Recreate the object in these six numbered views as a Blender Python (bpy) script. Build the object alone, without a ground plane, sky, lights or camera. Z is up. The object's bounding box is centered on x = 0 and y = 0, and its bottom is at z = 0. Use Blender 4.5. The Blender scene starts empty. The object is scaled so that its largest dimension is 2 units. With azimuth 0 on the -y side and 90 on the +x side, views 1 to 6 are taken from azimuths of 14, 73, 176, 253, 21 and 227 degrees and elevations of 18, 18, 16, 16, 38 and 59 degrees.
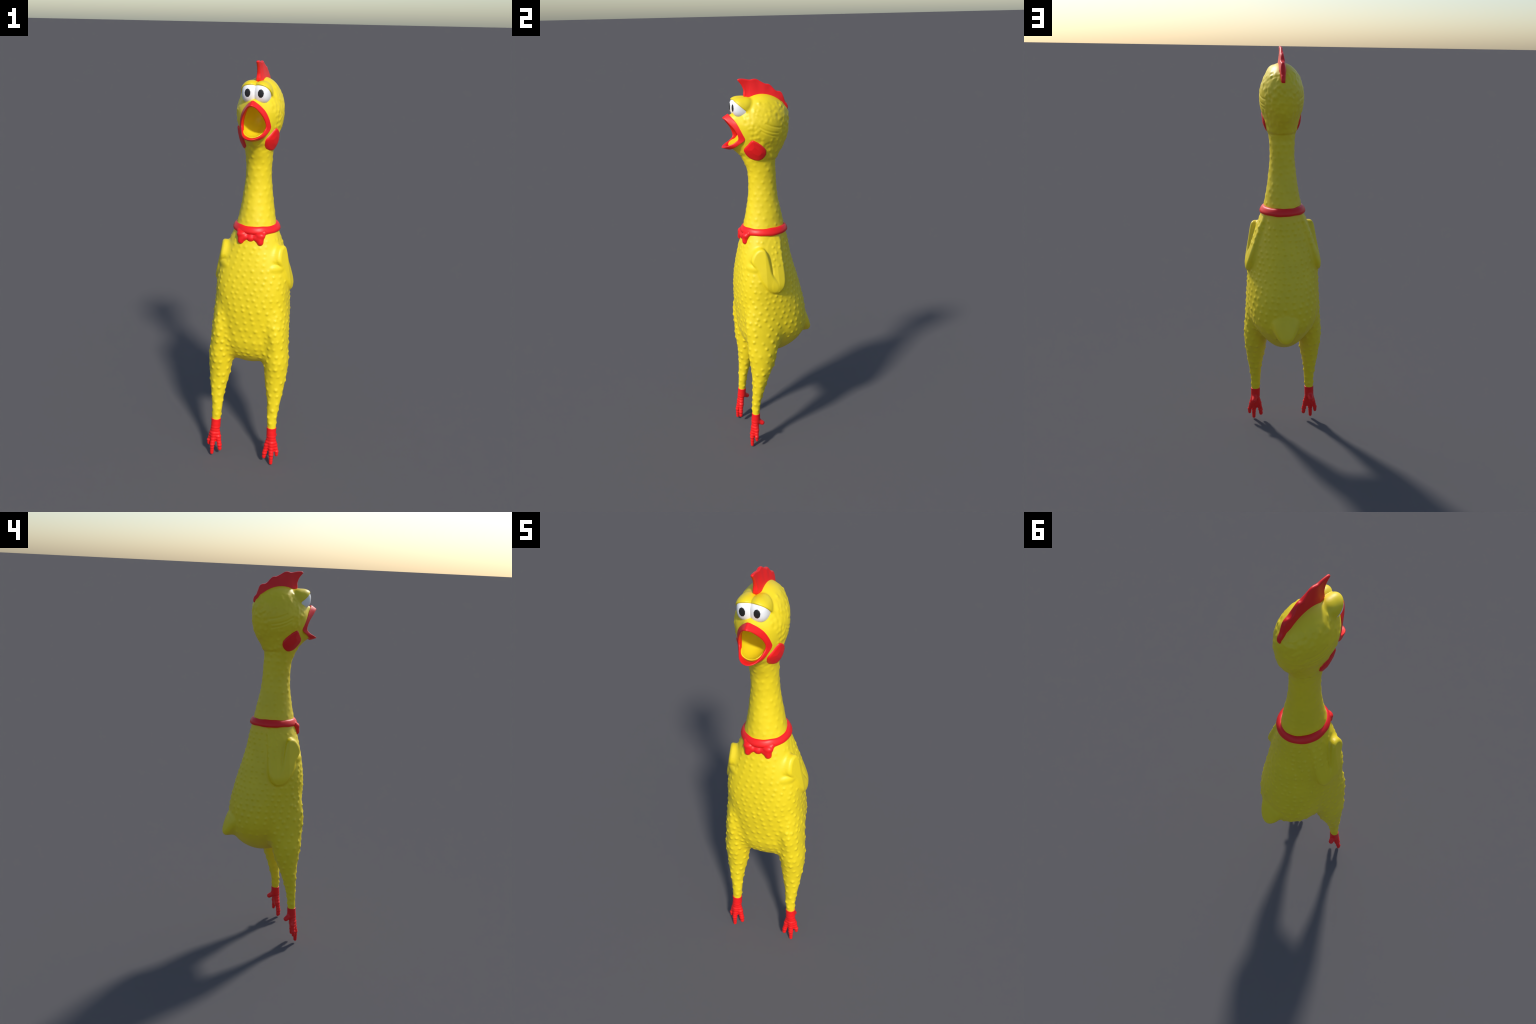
# Rubber chicken toy: one smooth vinyl skin (head, neck, torso, legs, wings, tail)
# described by smooth-blended solids, plus red comb, beak, wattles, collar, bow, feet and white eyes.
import bpy, math
import numpy as np
from mathutils import kdtree

rng = np.random.default_rng(7)
LEAN = 0.0215            # the whole toy leans a little to +x
SHIFT = (-0.0112, 0.0, 0.0036)


def to_world(P):
    """Upright symmetric modelling frame -> leaning stance."""
    c, s = math.cos(LEAN), math.sin(LEAN)
    x = P[:, 0] * c + P[:, 2] * s + SHIFT[0]
    z = -P[:, 0] * s + P[:, 2] * c + SHIFT[2]
    return np.stack([x, P[:, 1] + SHIFT[1], z], 1)


# ------------------------------------------------------------------ helpers
def cubic(knots, n=400):
    """Dense table of a smooth (Hermite) curve through rows (t, v1, v2...)."""
    K = np.array(knots, float)
    t = K[:, 0]
    d = np.gradient(K[:, 1:], t, axis=0)
    td = np.linspace(t[0], t[-1], n)
    i = np.clip(np.searchsorted(t, td) - 1, 0, len(t) - 2)
    h = (t[i + 1] - t[i])[:, None]
    s = ((td - t[i])[:, None]) / h
    v = ((2*s**3 - 3*s**2 + 1) * K[i, 1:] + (s**3 - 2*s**2 + s) * h * d[i]
         + (3*s**2 - 2*s**3) * K[i + 1, 1:] + (s**3 - s**2) * h * d[i + 1])
    return td, v


def smin(a, b, k):
    h = np.maximum(k - np.abs(a - b), 0) / k
    return np.minimum(a, b) - h * h * k * 0.25


def smax(a, b, k):
    return -smin(-a, -b, k)


def ellipsoid(x, y, z, c, r):
    px, py, pz = (x - c[0]) / r[0], (y - c[1]) / r[1], (z - c[2]) / r[2]
    q = np.sqrt(px*px + py*py + pz*pz) + 1e-9
    g = np.sqrt((px/r[0])**2 + (py/r[1])**2 + (pz/r[2])**2) / q + 1e-9
    return (q - 1) / g


def cone(x, y, z, a, b, ra, rb):
    """Round-ended tapered limb from a (radius ra) to b (radius rb)."""
    ab = np.subtract(b, a)
    L2 = float(ab @ ab)
    t = np.clip(((x-a[0])*ab[0] + (y-a[1])*ab[1] + (z-a[2])*ab[2]) / L2, 0, 1)
    dx, dy, dz = x-a[0]-t*ab[0], y-a[1]-t*ab[1], z-a[2]-t*ab[2]
    return np.sqrt(dx*dx + dy*dy + dz*dz) - (ra + (rb - ra) * t)


def chain(x, y, z, pts, k=0.006):
    d = None
    for p, q in zip(pts[:-1], pts[1:]):
        e = cone(x, y, z, p[:3], q[:3], p[3], q[3])
        d = e if d is None else smin(d, e, k)
    return d


def loft(x, y, z, table, lo, hi):
    """Stack of egg-shaped rings (xc, a, y_front, y_back, widest-point shift, front and
    back roundness over z) closed by round caps. lo/hi = (height where the cap starts, cap height)."""
    t, v = table
    xc, a, yf, yb, sh, nf, nb = (np.interp(z, t, v[:, i]) for i in range(7))
    c = (yf + yb) / 2 - sh
    fr = y < c
    b = np.where(fr, c - yf, yb - c)
    n = np.where(fr, nf, nb)
    cap = np.maximum((lo[0] - z) / lo[1], 0) - np.maximum((z - hi[0]) / hi[1], 0)
    hh = np.where(cap > 0, lo[1], hi[1])
    px, py = np.abs(x - xc) / a + 1e-9, np.abs(y - c) / b + 1e-9
    r = (px**n + py**n) ** (1 / n)
    q = np.sqrt(r*r + cap*cap)
    gr = np.hypot((px/r)**(n-1) / a, (py/r)**(n-1) / b) * r / q
    g = np.hypot(gr, cap / hh / q)
    return (q - 1) / np.maximum(g, 1.5)


def smooth_outline(pts, closed=True, per=6):
    P = np.array(pts, float)
    n = len(P)
    out = []
    for i in range(n if closed else n - 1):
        p0, p1, p2, p3 = P[i-1] if closed or i else P[i], P[i], P[(i+1) % n], P[(i+2) % n] if closed or i+2 < n else P[i+1]
        for s in np.arange(per) / per:
            out.append(0.5*((2*p1) + (p2-p0)*s + (2*p0-5*p1+4*p2-p3)*s*s + (3*p1-p0-3*p2+p3)*s**3))
    if not closed:
        out.append(P[-1])
    return np.array(out)


def outline_distance(u, v, poly):
    """Signed distance to a closed outline in a plane (negative inside)."""
    d2 = np.full(u.shape, 1e9)
    inside = np.zeros(u.shape, bool)
    n = len(poly)
    for i in range(n):
        ax, ay = poly[i]
        bx, by = poly[(i + 1) % n]
        ex, ey = bx - ax, by - ay
        t = np.clip(((u-ax)*ex + (v-ay)*ey) / (ex*ex + ey*ey + 1e-12), 0, 1)
        d2 = np.minimum(d2, (u-ax-t*ex)**2 + (v-ay-t*ey)**2)
        if ay != by:
            inside ^= ((ay > v) != (by > v)) & (u < ex * (v - ay) / (by - ay) + ax)
    d = np.sqrt(d2)
    return np.where(inside, -d, d)


# ------------------------------------------------------------------ solid description
TRUNK = cubic([  # z, xc, half width, front y, back y, shift of widest point, front / back roundness
    (0.46, 0, 0.118, -0.190, 0.165, 0.00, 3.0, 2.1), (0.56, 0, 0.130, -0.177, 0.188, 0.00, 2.9, 2.15),
    (0.61, 0, 0.146, -0.174, 0.194, 0.00, 2.7, 2.2), (0.68, 0, 0.1675, -0.175, 0.1965, 0.00, 2.6, 2.15),
    (0.76, 0, 0.1785, -0.183, 0.1965, 0.015, 2.6, 2.0), (0.84, 0, 0.1815, -0.189, 0.183, 0.025, 2.6, 1.85),
    (0.92, 0, 0.1795, -0.187, 0.164, 0.03, 2.7, 1.70), (1.00, 0, 0.172, -0.180, 0.140, 0.03, 2.5, 1.70),
    (1.08, 0, 0.152, -0.1685, 0.119, 0.03, 2.3, 1.70), (1.16, 0, 0.1215, -0.1525, 0.103, 0.025, 2.1, 1.75),
    (1.24, 0, 0.0945, -0.134, 0.0835, 0.01, 2.0, 1.9), (1.32, 0, 0.0785, -0.1175, 0.066, 0, 2, 2),
    (1.40, 0, 0.0675, -0.105, 0.0495, 0, 2, 2), (1.48, 0, 0.0600, -0.102, 0.0437, 0, 2, 2),
    (1.54, 0, 0.0610, -0.107, 0.0415, 0, 2, 2), (1.585, 0, 0.0650, -0.125, 0.0425, 0, 1.9, 2),
    (1.615, 0, 0.0740, -0.142, 0.0580, 0, 1.7, 1.9), (1.641, 0, 0.0805, -0.168, 0.0735, 0, 1.6, 1.85),
    (1.669, 0, 0.0885, -0.186, 0.0910, 0, 1.55, 1.8), (1.70, 0, 0.0985, -0.187, 0.1040, 0, 1.72, 1.75),
    (1.737, 0, 0.1065, -0.187, 0.1115, 0, 1.87, 1.75), (1.775, 0, 0.1075, -0.187, 0.1155, 0, 1.97, 1.75),
    (1.84, 0, 0.1055, -0.180, 0.1260, 0, 2.0, 1.75), (1.95, 0, 0.1070, -0.187, 0.117, 0, 2.0, 1.9)])
LEG = cubic([row + (0, 2, 2) for row in [  # z, xc, half width, front y, back y
    (0.150, 0.1475, 0.0225, -0.1555, -0.1130), (0.20, 0.1468, 0.0235, -0.1540, -0.1110),
    (0.26, 0.1445, 0.0265, -0.1518, -0.1045), (0.32, 0.1465, 0.0320, -0.1490, -0.0890),
    (0.38, 0.1465, 0.0413, -0.1475, -0.0700), (0.44, 0.1440, 0.0512, -0.1495, -0.0470),
    (0.50, 0.1435, 0.0582, -0.1555, -0.0205), (0.56, 0.1435, 0.0600, -0.1640, -0.0060),
    (0.62, 0.1405, 0.0575, -0.1670, 0.0100), (0.70, 0.1370, 0.0555, -0.1745, 0.0300),
    (0.90, 0.1300, 0.0550, -0.1820, 0.0300)]])
HAND = smooth_outline([(-.080, 1.153), (-.062, 1.144), (-.050, 1.115), (-.040, 1.065), (-.032, 1.02), (-.004, .97),
                       (.0, .935), (-.02, .914), (-.05, .926), (-.078, .961), (-.098, .998), (-.110, 1.04),
                       (-.132, 1.076), (-.133, 1.10), (-.120, 1.128), (-.101, 1.147)], per=3)
ARM = smooth_outline([(.034, 1.20), (.037, 1.12), (.040, 1.06), (.042, 1.0), (.038, .961), (.024, .93), (-.006, .912),
                      (-.038, .93), (-.045, .97), (-.030, 1.02), (-.030, 1.05), (-.041, 1.10), (-.054, 1.13),
                      (-.045, 1.17), (-.01, 1.21)], per=3)
HAND_X = cubic([(.88, .184), (.91, .187), (.95, .1905), (1.0, .184), (1.06, .173), (1.12, .163), (1.155, .156), (1.2, .14)])
ARM_X = cubic([(.88, .184), (.91, .187), (.95, .1905), (1.0, .178), (1.06, .156), (1.12, .135), (1.18, .112), (1.22, .095)])
EYE_C, EYE_R, EYE_N = (0.0255, -0.1315, 1.860), (0.0395, 0.0525, 0.0495), 2.4
LID_N = np.array([0.141, 0.616, 0.774]); LID_N /= np.linalg.norm(LID_N)
LID_P = (0.040, -0.172, 1.8905)


def sd_trunk(x, y, z):
    return loft(x, y, z, TRUNK, (0.68, 0.175), (1.765, 0.158))


def sd_leg(x, y, z):
    return np.maximum(loft(x, y, z, LEG, (0.1, 0.1), (0.68, 0.20)), 0.170 - z)


TAIL = smooth_outline([(0, .732), (.045, .722), (.066, .696), (.057, .652), (.034, .615), (.016, .599), (0, .595),
                       (-.016, .599), (-.034, .615), (-.057, .652), (-.066, .696), (-.045, .722)], per=3)
TAIL_Y = cubic([(.55, .228), (.60, .2345), (.625, .2345), (.65, .229), (.68, .2205), (.72, .2045), (.78, .180)])


def sd_tail(x, y, z):
    """Shield-shaped rump, domed across, leaning out towards its lower tip."""
    d = outline_distance(x, z, TAIL)
    e = y - np.interp(z, TAIL_Y[0], TAIL_Y[1][:, 0]) + 5.0 * x * x
    r = 0.019
    d = np.minimum(np.maximum(d + r, e + r), 0) + np.hypot(np.maximum(d + r, 0), np.maximum(e + r, 0)) - r
    return np.maximum(d, 0.06 - y)


def sd_wing(x, y, z):
    r = 0.0125
    hx = np.interp(z, HAND_X[0], HAND_X[1][:, 0]) - 0.30 * np.maximum(-0.066 - y, 0)
    d1 = outline_distance(y, z, HAND)
    e = x - hx
    d1 = np.minimum(np.maximum(d1 + r, e + r), 0) + np.hypot(np.maximum(d1 + r, 0), np.maximum(e + r, 0)) - r
    ax = np.interp(z, ARM_X[0], ARM_X[1][:, 0]) - 0.25 * np.maximum(y, 0)
    d2 = outline_distance(y, z, ARM)
    e = x - ax
    d2 = np.minimum(np.maximum(d2 + r, e + r), 0) + np.hypot(np.maximum(d2 + r, 0), np.maximum(e + r, 0)) - r
    d = smin(d1, d2, 0.006)
    d = np.maximum(d, 0.05 - x)
    t, o = (x - .131) * -.72 + (y + .1215) * -.69, (x - .131) * .69 + (y + .1215) * -.72   # along / out of the leaf
    feather = ellipsoid(t, o, z, (0, 0, 1.047 - 0.0), (0.040, 0.0140, 0.0195))
    finger = cone(x, y, z, (0.134, -0.100, 1.125), (0.119, -0.124, 1.086), 0.010, 0.009)
    return smin(smin(d, feather, 0.005), finger, 0.006)


def sd_lid(x, y, z):
    px, py, pz = np.abs(x - EYE_C[0]) / 0.0460, np.abs(y - EYE_C[1]) / 0.0590, np.abs(z - EYE_C[2]) / 0.0525
    q = np.sqrt(px*px + ((py + 1e-6)**2.7 + (pz + 1e-6)**2.7) ** (2 / 2.7))
    d = (q - 1) * 0.050
    cut = -((x - LID_P[0]) * LID_N[0] + (y - LID_P[1]) * LID_N[1] + (z - LID_P[2]) * LID_N[2])
    return smax(d, cut, 0.005)


def sd_mouth(x, y, z):
    return ellipsoid(x, y, z, (0, -0.165, 1.738), (0.0575, 0.105, 0.0705))


def sd_body(P, pick=False):
    x, y, z = np.abs(P[:, 0]), P[:, 1], P[:, 2]
    d = sd_trunk(x, y, z)
    lab = np.zeros(len(x), int)
    far = 0.06

    def blend(mask, fn, k, idx):
        nonlocal d
        m = np.nonzero(mask)[0]
        if len(m):
            e = fn(x[m], y[m], z[m])
            if pick:
                lab[m[e < d[m] + 0.002]] = idx
            d[m] = smin(d[m], e, k if np.isscalar(k) else k[m])
    blend(z < 0.93 + far, sd_leg, np.interp(y, [-0.08, 0.03], [0.058, 0.040]) * np.interp(z, [0.58, 0.68], [1.0, 0.55]), 1)
    d += 0.0012 * np.clip((1.2 - z) / 0.1, 0, 1)
    blend((z > 0.5) & (z < 0.82) & (y > 0.05), sd_tail, 0.016, 2)
    blend((z > 0.82) & (z < 1.3) & (x > 0.0), sd_wing, 0.011, 3)
    # muzzle and chin that carry the beak
    blend((z > 1.55) & (y < -0.03), lambda a, b, c: cone(a, b, c, (0, -0.12, 1.788), (0, -0.178, 1.800), 0.036, 0.027), 0.03, 0)
    blend((z > 1.55) & (y < -0.03), lambda a, b, c: ellipsoid(a, b, c, (0, -0.165, 1.680), (0.050, 0.037, 0.026)), 0.02, 0)
    blend((z > 1.75) & (y < 0.0), sd_lid, 0.008, 4)
    m = np.nonzero((z > 1.6) & (y < 0))[0]
    if len(m):
        d[m] = smax(d[m], -sd_mouth(x[m], y[m], z[m]), 0.004)
    return (d, lab) if pick else d


# ------------------------------------------------------------------ surface mesher
def gradient(fn, P, e=4e-4):
    g = np.empty_like(P)
    for i in range(3):
        q = P.copy(); q[:, i] += e
        r = P.copy(); r[:, i] -= e
        g[:, i] = (fn(q) - fn(r)) / (2 * e)
    return g


def settle(fn, P, steps=3, clampd=0.004):
    for _ in range(steps):
        d = fn(P)
        g = gradient(fn, P)
        n2 = np.maximum((g * g).sum(1), 0.05)
        st = np.clip(d / n2, -clampd, clampd)
        P = P - g * st[:, None]
    return P


def skin(fn, lo, hi, h, coarse=4, band=2.2):
    """Closed quad surface of the solid fn<0 (surface nets on a narrow band)."""
    lo = np.array(lo, float)
    n = (np.ceil((np.array(hi) - lo) / (h * coarse)).astype(int)) * coarse
    cn = n // coarse
    ax = [lo[i] + (np.arange(cn[i]) + 0.5) * h * coarse - h * 0.5 for i in range(3)]
    G = np.stack(np.meshgrid(*ax, indexing='ij'), -1).reshape(-1, 3)
    D = np.concatenate([fn(c) for c in np.array_split(G, max(1, len(G) // 200000))])
    near = np.abs(D).reshape(cn) < h * coarse * band
    F = np.repeat(np.repeat(np.repeat(D.reshape(cn).astype(np.float32), coarse, 0), coarse, 1), coarse, 2)
    M = np.repeat(np.repeat(np.repeat(near, coarse, 0), coarse, 1), coarse, 2)
    I = np.argwhere(M)
    for part in np.array_split(np.arange(len(I)), max(1, len(I) // 200000)):
        q = I[part]
        F[q[:, 0], q[:, 1], q[:, 2]] = fn(lo + q * h)
    F[0], F[-1], F[:, 0], F[:, -1], F[:, :, 0], F[:, :, -1] = [1.0] * 6
    S = F < 0
    cnt = np.zeros(np.array(S.shape) - 1, np.int8)
    offs = [(i, j, k) for i in (0, 1) for j in (0, 1) for k in (0, 1)]
    sh = cnt.shape
    for i, j, k in offs:
        cnt += S[i:i+sh[0], j:j+sh[1], k:k+sh[2]]
    C = np.argwhere((cnt > 0) & (cnt < 8))
    idx = np.full(sh, -1, np.int32)
    idx[C[:, 0], C[:, 1], C[:, 2]] = np.arange(len(C))
    acc = np.zeros((len(C), 3)); num = np.zeros(len(C))
    val = {o: F[C[:, 0]+o[0], C[:, 1]+o[1], C[:, 2]+o[2]].astype(float) for o in offs}
    for o in offs:
        for a in range(3):
            if o[a] == 0:
                p = list(o); p[a] = 1; p = tuple(p)
                va, vb = val[o], val[p]
                m = (va < 0) != (vb < 0)
                t = np.where(m, va / np.where(m, va - vb, 1), 0)
                pt = np.tile(np.array(o, float), (len(C), 1)); pt[:, a] = t
                acc[m] += pt[m]; num[m] += 1
    V = lo + (C + acc / num[:, None]) * h
    quads = []
    for a in range(3):
        b, c = (a + 1) % 3, (a + 2) % 3
        s0 = [slice(1, -1)] * 3; s1 = [slice(1, -1)] * 3
        s0[a] = slice(0, -1); s1[a] = slice(1, None)
        A, B = S[tuple(s0)], S[tuple(s1)]
        E = np.argwhere(A != B)
        off = np.array([1, 1, 1]); off[a] = 0
        E = E + off
        flip = S[E[:, 0], E[:, 1], E[:, 2]]
        eb = np.zeros(3, int); eb[b] = 1
        ec = np.zeros(3, int); ec[c] = 1
        q = [E - eb - ec, E - ec, E, E - eb]
        q = np.stack([idx[k[:, 0], k[:, 1], k[:, 2]] for k in q], 1)
        q[~flip] = q[~flip][:, ::-1]
        quads.append(q)
    Q = np.concatenate(quads)
    Q = Q[(Q >= 0).all(1)]
    V = settle(fn, V, 3, h)
    # relax the grid pattern, stay on the surface
    for _ in range(2):
        s = np.zeros_like(V); w = np.zeros(len(V))
        for i in range(4):
            np.add.at(s, Q[:, i], V[Q[:, (i+1) % 4]] + V[Q[:, (i+3) % 4]])
            np.add.at(w, Q[:, i], 2)
        V = settle(fn, 0.5 * V + 0.5 * s / np.maximum(w, 1)[:, None], 1, h)
    return V, Q


def vertex_normals(V, Q):
    n = np.cross(V[Q[:, 2]] - V[Q[:, 0]], V[Q[:, 3]] - V[Q[:, 1]])
    N = np.zeros_like(V)
    for i in range(4):
        np.add.at(N, Q[:, i], n)
    return N / (np.linalg.norm(N, axis=1)[:, None] + 1e-12)


# ------------------------------------------------------------------ materials
def material(name, color, rough, vary=0.04, bump=0.05, scale=60, coat=0.0, spec=0.5):
    m = bpy.data.materials.new(name)
    m.use_nodes = True
    nt = m.node_tree
    b = nt.nodes['Principled BSDF']
    b.inputs['Roughness'].default_value = rough
    b.inputs['Specular IOR Level'].default_value = spec
    b.inputs['Coat Weight'].default_value = coat
    tc = nt.nodes.new('ShaderNodeTexCoord')
    no = nt.nodes.new('ShaderNodeTexNoise')
    no.inputs['Scale'].default_value = 9
    no.inputs['Detail'].default_value = 4
    nt.links.new(tc.outputs['Object'], no.inputs['Vector'])
    r = nt.nodes.new('ShaderNodeValToRGB')
    r.color_ramp.elements[0].position = 0.3
    r.color_ramp.elements[1].position = 0.7
    r.color_ramp.elements[0].color = (*[c * (1 - vary) for c in color], 1)
    r.color_ramp.elements[1].color = (*[min(1, c * (1 + vary)) for c in color], 1)
    nt.links.new(no.outputs['Fac'], r.inputs['Fac'])
    nt.links.new(r.outputs['Color'], b.inputs['Base Color'])
    n2 = nt.nodes.new('ShaderNodeTexNoise')
    n2.inputs['Scale'].default_value = scale
    n2.inputs['Detail'].default_value = 3
    nt.links.new(tc.outputs['Object'], n2.inputs['Vector'])
    bp = nt.nodes.new('ShaderNodeBump')
    bp.inputs['Strength'].default_value = bump
    bp.inputs['Distance'].default_value = 0.004
    nt.links.new(n2.outputs['Fac'], bp.inputs['Height'])
    nt.links.new(bp.outputs['Normal'], b.inputs['Normal'])
    return m


YELLOW = material('yellow_vinyl', (0.85, 0.655, 0.012), 0.46)
RED = material('red_vinyl', (0.86, 0.012, 0.013), 0.42, spec=0.4)
WHITE = material('white_paint', (0.88, 0.88, 0.88), 0.40, vary=0.01, bump=0.0)
BLACK = material('black_paint', (0.012, 0.012, 0.013), 0.45, vary=0.0, bump=0.0)

# ------------------------------------------------------------------ objects
root = bpy.data.objects.new('rubber_chicken', None)
root.empty_display_size = 0.1
bpy.context.collection.objects.link(root)
root['label'] = 'yellow rubber chicken toy with red comb and open beak'
root['category'] = 'toy'


def add(name, V, Q, mat, parent=None, normals=None, world=True):
    me = bpy.data.meshes.new(name)
    co = to_world(np.asarray(V, float)) if world else np.asarray(V, float)
    if isinstance(Q, np.ndarray):
        k = Q.shape[1]
        me.vertices.add(len(co)); me.vertices.foreach_set('co', co.astype(np.float32).ravel())
        me.loops.add(Q.size); me.loops.foreach_set('vertex_index', Q.astype(np.int32).ravel())
        me.polygons.add(len(Q)); me.polygons.foreach_set('loop_start', np.arange(0, Q.size, k, dtype=np.int32))
        me.update(calc_edges=True)
    else:
        me.from_pydata([tuple(p) for p in co], [], Q)
    me.polygons.foreach_set('use_smooth', [True] * len(me.polygons))
    me.validate()
    me.materials.append(mat)
    if normals is not None:
        c, s = math.cos(LEAN), math.sin(LEAN)
        N = np.stack([normals[:, 0]*c + normals[:, 2]*s, normals[:, 1], -normals[:, 0]*s + normals[:, 2]*c], 1)
        me.normals_split_custom_set_from_vertices([tuple(v) for v in N])
    ob = bpy.data.objects.new(name, me)
    ob.parent = parent or root
    bpy.context.collection.objects.link(ob)
    return ob


def mirrored(V, Q):
    W = V.copy(); W[:, 0] *= -1
    return W, (Q[:, ::-1] if isinstance(Q, np.ndarray) else [tuple(reversed(f)) for f in Q])


# ---- skin of the whole body
V, Q = skin(sd_body, (-0.225, -0.245, 0.13), (0.225, 0.27, 1.95), 0.0027)
N = vertex_normals(V, Q)


def ring_points(table, zc, spacing, phase):
    t, v = table
    xc, a, yf, yb = (np.interp(zc, t, v[:, i]) for i in range(4))
    b = (yb - yf) / 2
    n = max(4, int(round(math.pi * (3*(a+b) - math.sqrt((3*a+b)*(a+3*b))) / spacing)))
    th = (np.arange(n) + phase + rng.uniform(-.2, .2, n)) * 2 * math.pi / n
    return np.stack([xc + a*np.cos(th), (yf+yb)/2 + b*np.sin(th), zc + rng.uniform(-.005, .005, n)], 1)


bumps = []   # x, y, z, height, spread


def scatter(P, height, spread, keep):
    P = settle(sd_body, P, 8, 0.02)
    d, lab = sd_body(P, True)
    g = gradient(sd_body, P)
    ok = (np.abs(d) < 0.002) & keep(P, lab, g)
    for p in P[ok]:
        f = rng.uniform(0.55, 1.2) * (0.72 if p[1] < -0.06 and 1.05 < p[2] < 1.22 else 1.0)
        bumps.append((*p, height * f, spread * rng.uniform(0.9, 1.1)))


def on_trunk(P, lab, g):
    w = sd_wing(np.abs(P[:, 0]), P[:, 1], P[:, 2])
    main = ((lab == 0) | ((lab == 1) & (P[:, 2] > 0.72))) & (g[:, 2] > -0.55) & (w > 0.007)
    arm = (lab == 3) & (P[:, 2] > 1.05) & (P[:, 1] > -0.025)
    return (main | arm) & (sd_tail(np.abs(P[:, 0]), P[:, 1], P[:, 2]) > 0.008)


def on_leg(P, lab, g):
    return (lab == 1) & (P[:, 2] < 0.86)


zc, i = 0.565, 0
while zc < 1.20:
    f = min(1, max(0, (zc - 0.74) / 0.16))          # sparse on the belly, closer on the chest
    scatter(ring_points(TRUNK, zc, 0.043 - 0.009 * f, 0.5 * (i % 2)), 0.0036 - 0.0008 * f, 0.0060 - 0.0008 * f, on_trunk)
    zc += 0.034 - 0.006 * f
    i += 1
for i, zc in enumerate(np.arange(0.225, 0.86, 0.038)):
    r = ring_points(LEG, zc, 0.044, 0.5 * (i % 2))
    for s in (1, -1):
        scatter(r * np.array([s, 1, 1]), 0.0041, 0.0060, on_leg)
for i, zc in enumerate(np.arange(1.262, 1.58, 0.031)):
    scatter(ring_points(TRUNK, zc, 0.042, 0.5 * (i % 2)), 0.0019, 0.0062, lambda P, l, g: l >= 0)
bumps = np.array(bumps)
keep = []
for i, b in enumerate(bumps):
    if not keep or np.min(((bumps[keep, :3] - b[:3])**2).sum(1)) > 0.021**2:
        keep.append(i)
bumps = bumps[keep]

# soft feathery lumps on the head
head_lumps = []
for i, zc in enumerate(np.arange(1.60, 1.915, 0.0125)):
    q = min(1.0, math.sqrt(max(0.05, 1 - max(0, (zc - 1.765) / 0.158)**2)))
    P = ring_points(TRUNK, zc, 0.017 / q, 0.5 * (i % 2))
    P = settle(sd_body, P * np.array([1, 1, 1]), 8, 0.02)
    d, lab = sd_body(P, True)
    mouth = sd_mouth(np.abs(P[:, 0]), P[:, 1], P[:, 2])
    for p, ok in zip(P, (np.abs(d) < .002) & (lab == 0) & (mouth > 0.035) & (P[:, 1] < 0.125)
                     & ~((P[:, 2] > 1.71) & (P[:, 2] < 1.79) & (P[:, 1] > -0.07) & (P[:, 1] < 0.05))):
        if ok:
            head_lumps.append((*p, rng.uniform(-0.0016, 0.0022), 0.0058))
allb = np.concatenate([bumps, np.array(head_lumps)])

kd = kdtree.KDTree(len(V))
for i, p in enumerate(V):
    kd.insert(p, i)
kd.balance()
disp = np.zeros(len(V))
for bx, by, bz, hgt, sp in allb:
    for co, i, dist in kd.find_range((bx, by, bz), sp * 3):
        disp[i] += hgt * math.exp(-0.5 * (dist / sp)**2)

# creases: fold under the back of the head, jaw wrinkles, throat folds
x_, y_, z_ = np.abs(V[:, 0]), V[:, 1], V[:, 2]


def groove(pts, depth, width):
    d = chain(x_ * 0, y_, z_, [(0, *p, 0.0) for p in pts], 1e-6)
    return -depth * np.exp(-(d / width)**2) * (x_ > 0.04)


for arc in ([(-.036, 1.785), (-.006, 1.772), (.020, 1.764), (.046, 1.760)],
            [(-.066, 1.769), (-.040, 1.754), (-.004, 1.741), (.033, 1.734)],
            [(-.060, 1.750), (-.036, 1.737), (-.002, 1.724), (.033, 1.716)]):
    disp += groove(arc, 0.0018, 0.0045)
back = np.clip((y_ + 0.04) / 0.05, 0, 1)
disp += -0.0022 * np.exp(-((z_ - 1.592) / 0.006)**2) * back
disp += 0.0012 * np.exp(-((z_ - 1.606) / 0.008)**2) * back
disp[(z_ < 0.205)] *= 0.3
V = V + N * disp[:, None]
N = vertex_normals(V, Q)

# ---- split the skin into named regions
C = V[Q].mean(1)
d, lab = sd_body(C, True)
region = np.where(C[:, 2] > 1.60, 0, np.where(C[:, 2] > 1.225, 1, 2))
region[(lab == 1) & (C[:, 2] < 0.70) & (sd_trunk(np.abs(C[:, 0]), C[:, 1], C[:, 2]) > 0.004)] = 3
region[(lab == 2)] = 5
region[(lab == 3)] = 6
region[(lab == 4)] = 8
side = C[:, 0] < 0
region[(region == 3) & side] = 4
region[(region == 6) & side] = 7
region[(region == 8) & side] = 9
names = ['head', 'neck', 'torso', 'leg', 'leg', 'tail', 'wing', 'wing', 'eyelid', 'eyelid']
made = {}
for r, nm in enumerate(names):
    q = Q[region == r]
    if not len(q):
        continue
    u, inv = np.unique(q, return_inverse=True)
    made[r] = add(nm, V[u], inv.reshape(-1, 4), YELLOW, parent=made.get(0) if r >= 8 else None, normals=N[u])
head = made[0]

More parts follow.
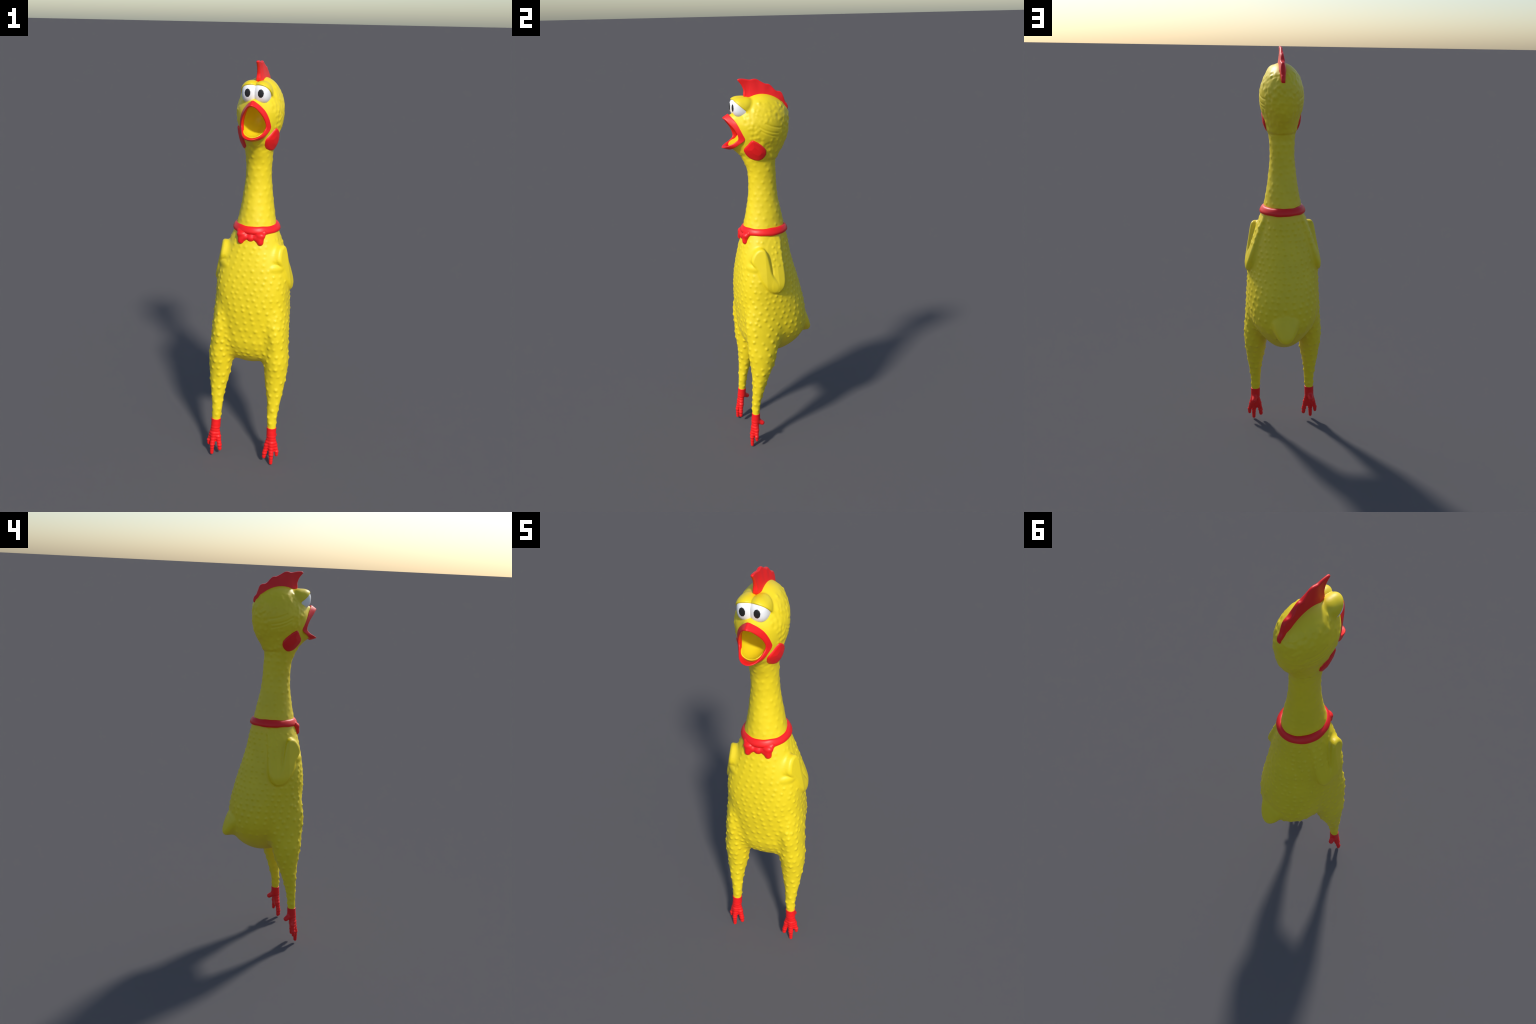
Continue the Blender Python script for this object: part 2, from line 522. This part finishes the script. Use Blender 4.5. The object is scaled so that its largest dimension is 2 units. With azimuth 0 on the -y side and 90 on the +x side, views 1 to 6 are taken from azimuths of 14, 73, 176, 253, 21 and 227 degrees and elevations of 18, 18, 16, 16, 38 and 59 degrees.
# ---- comb: scalloped crest, thick at the skull, thin at the rim
COMB = smooth_outline([(-.112, 1.905), (-.117, 1.940), (-.127, 1.965), (-.141, 1.983), (-.147, 1.992), (-.138, 1.9975),
                       (-.112, 1.996), (-.086, 1.991), (-.064, 1.994), (-.046, 1.991), (-.024, 1.978), (-.004, 1.968),
                       (.012, 1.966), (.026, 1.957), (.043, 1.938), (.056, 1.930), (.072, 1.927), (.083, 1.918),
                       (.091, 1.898), (.099, 1.876), (.108, 1.866), (.113, 1.853), (.111, 1.838), (.095, 1.822),
                       (.04, 1.86), (-.04, 1.885)], per=4)


def sd_comb(P):
    x, y, z = np.abs(P[:, 0]), P[:, 1], P[:, 2]
    d2 = outline_distance(y, z, COMB)
    skull = sd_trunk(x, y, z)
    w = 0.0065 + 0.0105 * np.clip(1 - skull / 0.07, 0, 1) ** 1.5 * np.clip((0.122 - y) / 0.06, 0.1, 1) * np.clip((y + 0.135) / 0.05, 0.55, 1)
    ang = np.arctan2(z - 1.80, y + 0.03)
    w = w + 0.0008 * np.cos(ang * 17 + 0.6) * np.clip(skull / 0.03, 0, 1)
    r = 0.0062
    a, b = d2 + r, x - w + r
    return np.minimum(np.maximum(a, b), 0) + np.hypot(np.maximum(a, 0), np.maximum(b, 0)) - r


cv, cq = skin(sd_comb, (-0.03, -0.17, 1.80), (0.03, 0.13, 2.01), 0.0022)
add('comb', cv, cq, RED, parent=head)

# ---- wattles: domed pads hanging at the jaw
WATTLE = smooth_outline([(-.103, 1.7055), (-.120, 1.684), (-.137, 1.657), (-.128, 1.633), (-.109, 1.611), (-.085, 1.599), (-.062, 1.597),
                         (-.042, 1.608), (-.029, 1.628), (-.031, 1.652), (-.052, 1.677), (-.080, 1.697)], per=4)


def sd_wattle(P):
    x, y, z = P[:, 0], P[:, 1], P[:, 2]
    d2 = outline_distance(y, z, WATTLE)
    top = 0.083 + 0.323 * (y + .103) + 0.31 * (z - 1.7045) + 0.006 * np.clip(-d2 / 0.03, 0, 1)
    pad = sd_trunk(x, y, z) - 0.0055 - 0.007 * np.clip(-d2 / 0.03, 0, 1)
    r = 0.008
    a, b = d2 + r, smin((x - top) * 0.91, pad, 0.006) + r
    o = np.minimum(np.maximum(a, b), 0) + np.hypot(np.maximum(a, 0), np.maximum(b, 0)) - r
    return np.maximum(o, (top - 0.030 - x) * 0.91)


wv, wq = skin(sd_wattle, (0.0, -0.16, 1.575), (0.12, 0.0, 1.73), 0.0025)
add('wattle', wv, wq, RED, parent=head)
add('wattle', *mirrored(wv, wq), RED, parent=head)

# ---- beak: red lip rolled round the open mouth
def half_loop(pts):
    """Right half (top to bottom) of a mirrored closed curve."""
    left = [(-p[0], p[1], p[2]) for p in pts[-2:0:-1]]
    return smooth_outline(pts + left)[:6 * (len(pts) - 1) + 1]


BASE = half_loop([(0, -.200, 1.8310), (.018, -.192, 1.8205), (.036, -.1795, 1.804), (.054, -.166, 1.781), (.067, -.150, 1.748),
                  (.0725, -.134, 1.710), (.062, -.160, 1.686), (.048, -.181, 1.668), (.027, -.196, 1.657), (0, -.201, 1.6530)])
RIM = half_loop([(0, -.2290, 1.8140), (.018, -.219, 1.8065), (.034, -.204, 1.788), (.050, -.182, 1.759), (.0590, -.167, 1.728),
                 (.0585, -.166, 1.706), (.051, -.185, 1.688), (.041, -.210, 1.675), (.024, -.2285, 1.666), (0, -.2365, 1.6625)])
mid = np.array([0, -0.165, 1.738])
sec = []
for A, B in zip(BASE, RIM):
    inward = mid - B
    inward[1] = 0
    inward /= np.linalg.norm(inward)
    inA = mid - A
    inA /= np.linalg.norm(inA)
    back_dir = (A - B) / (np.linalg.norm(A - B) + 1e-9)
    out = -inward
    lip = B + inward * (0.0060 if B[2] < 1.69 else 0.0075) + np.array([0, 0.003, 0])
    inner = lip + np.array([0, 0.020, 0]) + inward * 0.002
    deep = inner + np.array([0, 0.012, 0]) - inward * 0.010
    prof = np.array([A + inA * 0.012, A + inA * 0.002, A + out * 0.0012, A*0.72 + B*0.28 + out * 0.0012, A*0.45 + B*0.55 + out * 0.001, A*0.2 + B*0.8 + out*0.0005,
                     B, (B + lip) / 2 + np.array([0, -0.0030, 0]), lip, (lip + inner) / 2, inner, deep])
    sec.append(prof)
half = np.array(sec)                         # stations x profile x 3
other = half[::-1][1:-1] * np.array([-1, 1, 1])
loop = np.concatenate([half, other])
ns, npf = loop.shape[:2]
bv = loop.reshape(-1, 3)
bq = np.array([(i*npf + j, i*npf + (j+1) % npf, ((i+1) % ns)*npf + (j+1) % npf, ((i+1) % ns)*npf + j)
               for i in range(ns) for j in range(npf)])
beak = add('beak', bv, bq, RED, parent=head)
mod = beak.modifiers.new('round', 'SUBSURF'); mod.levels = 2; mod.render_levels = 2

# ---- eyes and pupils
def sd_eye(P):
    q = sum((np.abs(P[:, i] - EYE_C[i]) / EYE_R[i]) ** EYE_N for i in range(3)) ** (1 / EYE_N)
    return (q - 1) * 0.045


ev, eq = skin(sd_eye, (-0.02, -0.19, 1.80), (0.072, -0.075, 1.92), 0.0025)
PUP = (0.0300, 1.861, 0.0130, 0.0180)


def pupil_mesh():
    pts, faces = [], []
    nr, na = 8, 40
    for layer in (0.0011, -0.002):
        for i in range(nr + 1):
            for j in range(na):
                t = 2 * math.pi * j / na
                rr = i / nr * (1 + 0.025 * math.sin(9 * t + 1) + 0.02 * math.sin(14 * t))
                px, pz = PUP[0] + PUP[2]*rr*math.cos(t), PUP[1] + PUP[3]*rr*math.sin(t)
                k = 1 - (abs(px-EYE_C[0])/EYE_R[0])**EYE_N - (abs(pz-EYE_C[2])/EYE_R[2])**EYE_N
                pts.append((px, EYE_C[1] - EYE_R[1]*max(k, 0)**(1/EYE_N) - layer * (1 if i < nr else 0.6), pz))
    o = (nr + 1) * na
    for i in range(nr):
        for j in range(na):
            a, b, c, d_ = i*na+j, i*na+(j+1) % na, (i+1)*na+(j+1) % na, (i+1)*na+j
            faces.append((a, b, c, d_)); faces.append((o+d_, o+c, o+b, o+a))
    for j in range(na):
        faces.append((nr*na+j, nr*na+(j+1) % na, o+nr*na+(j+1) % na, o+nr*na+j))
    return np.array(pts), np.array(faces)


pv, pq = pupil_mesh()
eye = add('eye', ev, eq, WHITE, parent=head)
add('pupil', pv, pq, BLACK, parent=eye)
eye2 = add('eye', *mirrored(ev, eq), WHITE, parent=head)
add('pupil', *mirrored(pv, pq), BLACK, parent=eye2)

# ---- collar: a faceted band round the neck base, with a bow at the throat
ring = []
nt_ = 160
prof = [(-0.012, -0.0195), (0.001, -0.0195), (0.0065, -0.0175), (0.0125, -0.0105), (0.0135, -0.0020), (0.0105, 0.0090),
        (0.0070, 0.0155), (0.0010, 0.0190), (-0.012, 0.0190)]
for i in range(nt_):
    th = 2 * math.pi * i / nt_
    wob = 1 + 0.05 * math.sin(5 * th + 0.7) + 0.03 * math.sin(11 * th)
    for r_, z_o in prof:
        zz = 1.226 + z_o * wob
        a, yf, yb = np.interp(zz, TRUNK[0], TRUNK[1][:, 1]), np.interp(zz, TRUNK[0], TRUNK[1][:, 2]), np.interp(zz, TRUNK[0], TRUNK[1][:, 3])
        ring.append(((a + r_) * math.cos(th), (yf+yb)/2 + ((yb-yf)/2 + r_) * math.sin(th), zz))
m_ = len(prof)
rq = np.array([(i*m_+j, ((i+1) % nt_)*m_+j, ((i+1) % nt_)*m_+(j+1) % m_, i*m_+(j+1) % m_) for i in range(nt_) for j in range(m_)])
collar = add('collar', np.array(ring), rq, RED)
mod = collar.modifiers.new('round', 'SUBSURF'); mod.levels = 1; mod.render_levels = 1


def sd_bow(P):
    x, y, z = np.abs(P[:, 0]), P[:, 1], P[:, 2]
    knot = ellipsoid(x, y, z, (0, -0.1410, 1.189), (0.021, 0.0145, 0.0175))
    upper = ellipsoid(x, y, z, (0.0440, -0.1370, 1.203), (0.025, 0.0180, 0.018))
    lower = smin(cone(x, y, z, (0.024, -0.141, 1.189), (0.047, -0.1405, 1.1735), 0.010, 0.0150), cone(x, y, z, (0.046, -0.1395, 1.180), (0.0465, -0.1405, 1.1715), 0.0165, 0.0145), 0.004)
    web = cone(x, y, z, (0.0, -0.138, 1.198), (0.036, -0.140, 1.188), 0.012, 0.012)
    band = chain(x, y, z, [(0.0, -0.134, 1.216, 0.013), (0.058, -0.122, 1.216, 0.0145)])
    d = smin(smin(upper, lower, 0.012), web, 0.008)
    return smin(smin(d, knot, 0.003), band, 0.008)


ov, oq = skin(sd_bow, (-0.085, -0.175, 1.14), (0.085, -0.10, 1.25), 0.0022)
add('bow', ov, oq, RED, parent=collar)

# ---- feet: dangling claws, three toes and a back spur, ringed with scutes
TOES = [[(.1480, -.134, .170, .0165), (.1530, -.145, .115, .0150), (.1570, -.157, .060, .0115), (.1580, -.1585, .0090, .0090)],
        [(.1500, -.132, .160, .0150), (.1690, -.134, .105, .0125), (.1810, -.138, .068, .0095), (.1815, -.1375, .0490, .0085)],
        [(.1460, -.133, .160, .0150), (.1300, -.142, .100, .0135), (.1210, -.148, .058, .0110), (.1185, -.149, .0330, .0100)],
        [(.1495, -.126, .155, .0165), (.1565, -.0985, .1385, .0130)]]


def sd_foot(P):
    x, y, z = P[:, 0], P[:, 1], P[:, 2]
    yl = y
    y = y + 0.0025
    d = np.maximum(loft(x, yl, z, LEG, (0.1, 0.1), (0.68, 0.2)) - 0.0012, np.maximum(z - 0.2005, 0.150 - z))
    d = smin(d, ellipsoid(x, y, z, (.1500, -.1400, .112), (.0270, .0125, .042)), 0.012)
    for i, t in enumerate(TOES):
        d = smin(d, chain(x, y, z, t), 0.007 if i else 0.012)
    front = np.clip((-0.128 - y) / 0.012, 0, 1) * np.clip((0.165 - z) / 0.01, 0, 1) * np.clip((z - 0.02) / 0.02, 0, 1)
    return d + 0.0007 * np.cos(z * 2 * math.pi / 0.0165 + 30 * np.abs(x - 0.15)) * front


fv, fq = skin(sd_foot, (0.09, -0.185, -0.012), (0.21, -0.07, 0.215), 0.0023)
add('foot', fv, fq, RED)
add('foot', *mirrored(fv, fq), RED)
